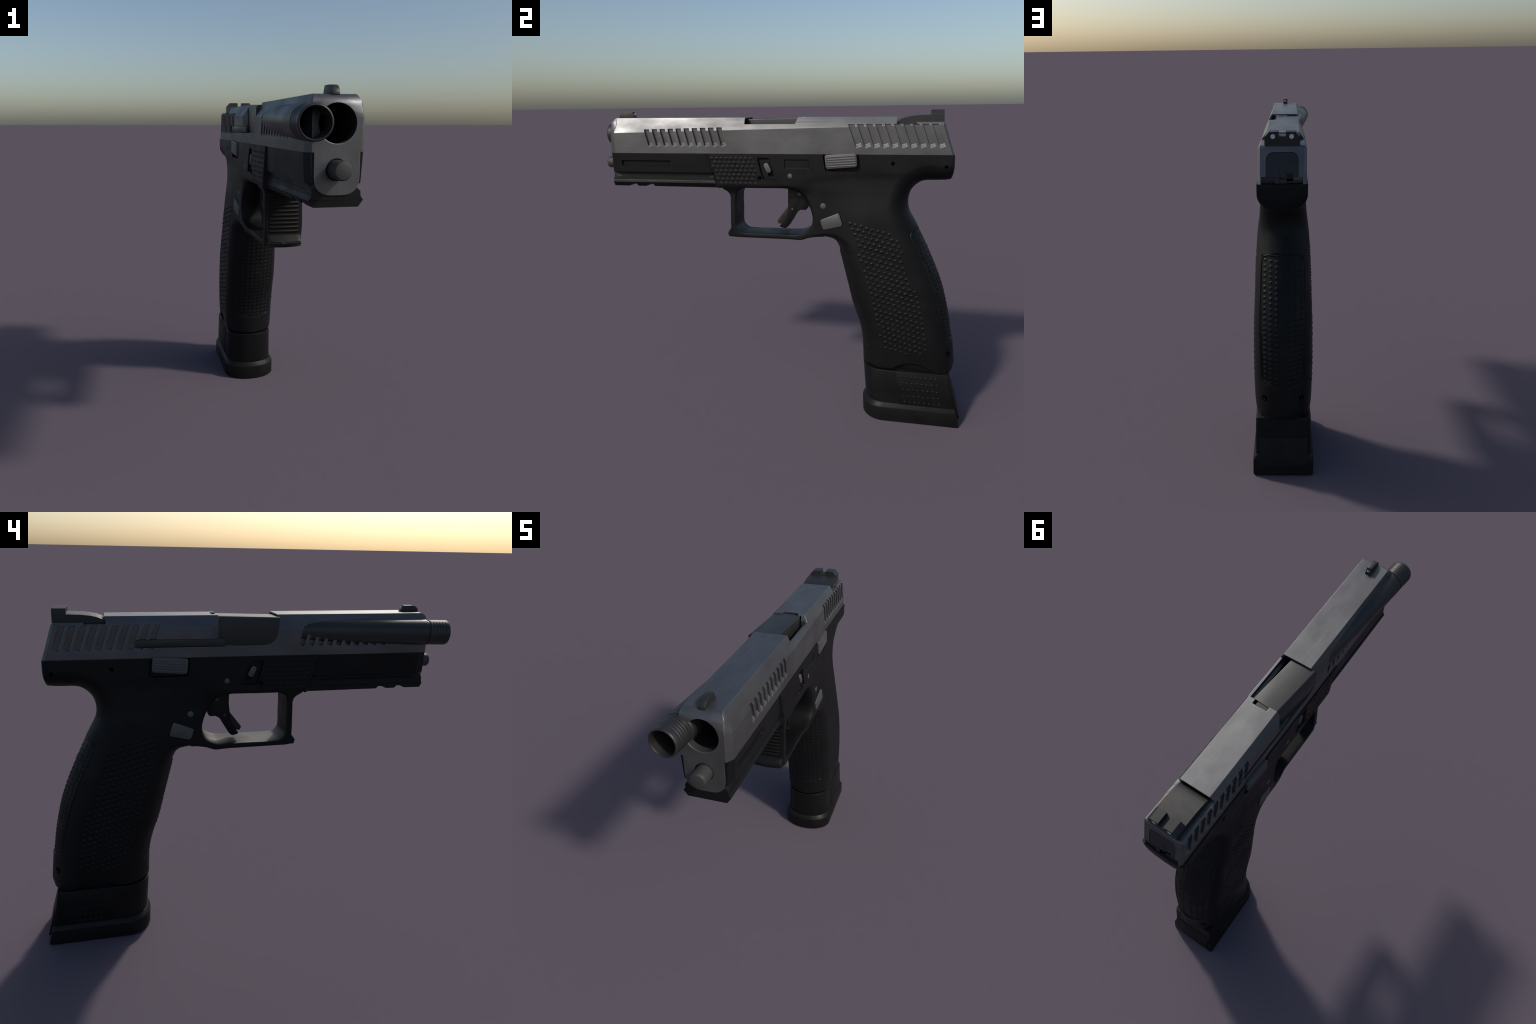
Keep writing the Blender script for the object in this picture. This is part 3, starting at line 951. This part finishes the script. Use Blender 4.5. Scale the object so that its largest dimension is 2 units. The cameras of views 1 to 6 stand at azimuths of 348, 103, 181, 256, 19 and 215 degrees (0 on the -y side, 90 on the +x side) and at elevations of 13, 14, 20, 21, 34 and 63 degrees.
TR = finish('trigger', bevel_mesh(bm_mesh(bm), 0.004, 3, 45), M_TRIG, angle=40)
bm = bmesh.new()
blade = round_poly([(0.075, 1.150), (0.066, 1.132), (0.0015, 1.048), (0.010, 1.0285), (0.030, 1.034), (0.075, 1.09)], [0, .02, .012, .010, .004, 0], 4)
prism(bm, blade, 'x', -0.011, 0.011)
bmesh.ops.triangulate(bm, faces=[f for f in bm.faces if len(f.verts) > 4])
finish('trigger_safety_blade', bevel_mesh(bm_mesh(bm), 0.003, 2, 45), M_SIGHT, TR, angle=40)
for s in (1, -1):
    for c, r in (((0.088, 1.1145), 0.0052), ((0.1270, 1.1965), 0.0105)):
        bm = bmesh.new(); disc(bm, c, r, 'x', s * 0.015, s * 0.0303, 20)
        finish('trigger_axis_pin', bevel_mesh(bm_mesh(bm), 0.001), M_CTRL, TR)

# ================================================================== MAGAZINE
def d_section(z, front, rear, w, depth, rc=0.012, n=14):
    """D-shaped plan: elliptical front, flat sides and back."""
    P = []
    for k in range(n + 1):
        t = math.pi * k / n
        c, s_ = math.cos(t), math.sin(t)
        P.append((w * math.copysign(abs(c) ** 0.95, c), front + depth - depth * abs(s_) ** 0.95, z))
    P += [(-w, rear - rc, z), (-w + rc * 0.3, rear - rc * 0.3, z), (-w + rc, rear, z), (w - rc, rear, z), (w - rc * 0.3, rear - rc * 0.3, z), (w, rear - rc, z)]
    return P
def rear_y(z):
    return 0.990 - 0.205 * z
bm = bmesh.new()
loft(bm, [d_section(z, f, rear_y(z), w, 0.115) for z, f, w in
          ((0.085, 0.5035, 0.1300), (0.12, 0.500, 0.1298), (0.20, 0.492, 0.1285), (0.276, 0.4855, 0.1275), (0.282, 0.4845, 0.1262), (0.284, 0.4865, 0.1240))])
MAG = finish('magazine', bm_mesh(bm), M_MAG, angle=35)
bm = bmesh.new()   # neck that runs up into the grip
loft(bm, [d_section(z, 0.510, 0.915, 0.108, 0.10) for z in (0.27, 0.31)])
finish('magazine_tube', bm_mesh(bm), M_MAG, MAG)
bm = bmesh.new()   # floor pad with a sloped shoulder
loft(bm, [d_section(z, f, r, w, 0.11, 0.010) for z, f, r, w in
          ((0.0, 0.4935, 0.9920, 0.1420), (0.004, 0.490, 0.9940, 0.1450), (0.076, 0.486, 0.9790, 0.1450), (0.080, 0.487, 0.9780, 0.1440), (0.100, 0.5015, 0.9700, 0.1315))])
finish('floor_pad', bm_mesh(bm), M_MAG, MAG, angle=30)
# panel on each flank of the magazine, with rows of bumps
for s in (1, -1):
    bm = bmesh.new()
    P = [(0.662, 0.279), (rear_y(0.279) - 0.012, 0.279), (rear_y(0.092) - 0.012, 0.092), (0.686, 0.092)]
    A = [bm.verts.new((s * 0.11, *p)) for p in P]
    B = [bm.verts.new((s * (0.1303 + (0.279 - p[1]) * 0.013), *p)) for p in P]
    bm.faces.new(A[::-1]); bm.faces.new(B)
    for i in range(4):
        bm.faces.new((A[i], A[(i + 1) % 4], B[(i + 1) % 4], B[i]))
    o = finish('magazine_side_panel', bevel_mesh(bm_mesh(bm), 0.0015), M_MAG, MAG)
    bm = bmesh.new()
    for j in range(5):
        for i in range(8):
            y = 0.692 + 0.0248 * i + 0.0058 * j; z = 0.2565 - 0.0356 * j
            add_dome(bm, Vector((s * (0.1303 + (0.279 - z) * 0.013), y + random.uniform(-.0012, .0012), z + random.uniform(-.0012, .0012))), Vector((s, 0, 0)), Vector((0, 1, 0)), 0.0076, 0.0064, 0.0030)
    q = finish('magazine_stippling', bm_mesh(bm), M_MAG, o, angle=70)
    q['kind'] = 'stuff'
# latch plate on the back of the magazine
bm = bmesh.new()
hull(bm, [(sx * 0.116, rear_y(z) + dy, z) for sx in (1, -1) for z, dy in ((0.040, -0.01), (0.040, 0.0150), (0.060, 0.0135), (0.185, 0.002), (0.185, -0.01))])
finish('floor_pad_latch', bevel_mesh(bm_mesh(bm), 0.001), M_MAG, MAG)
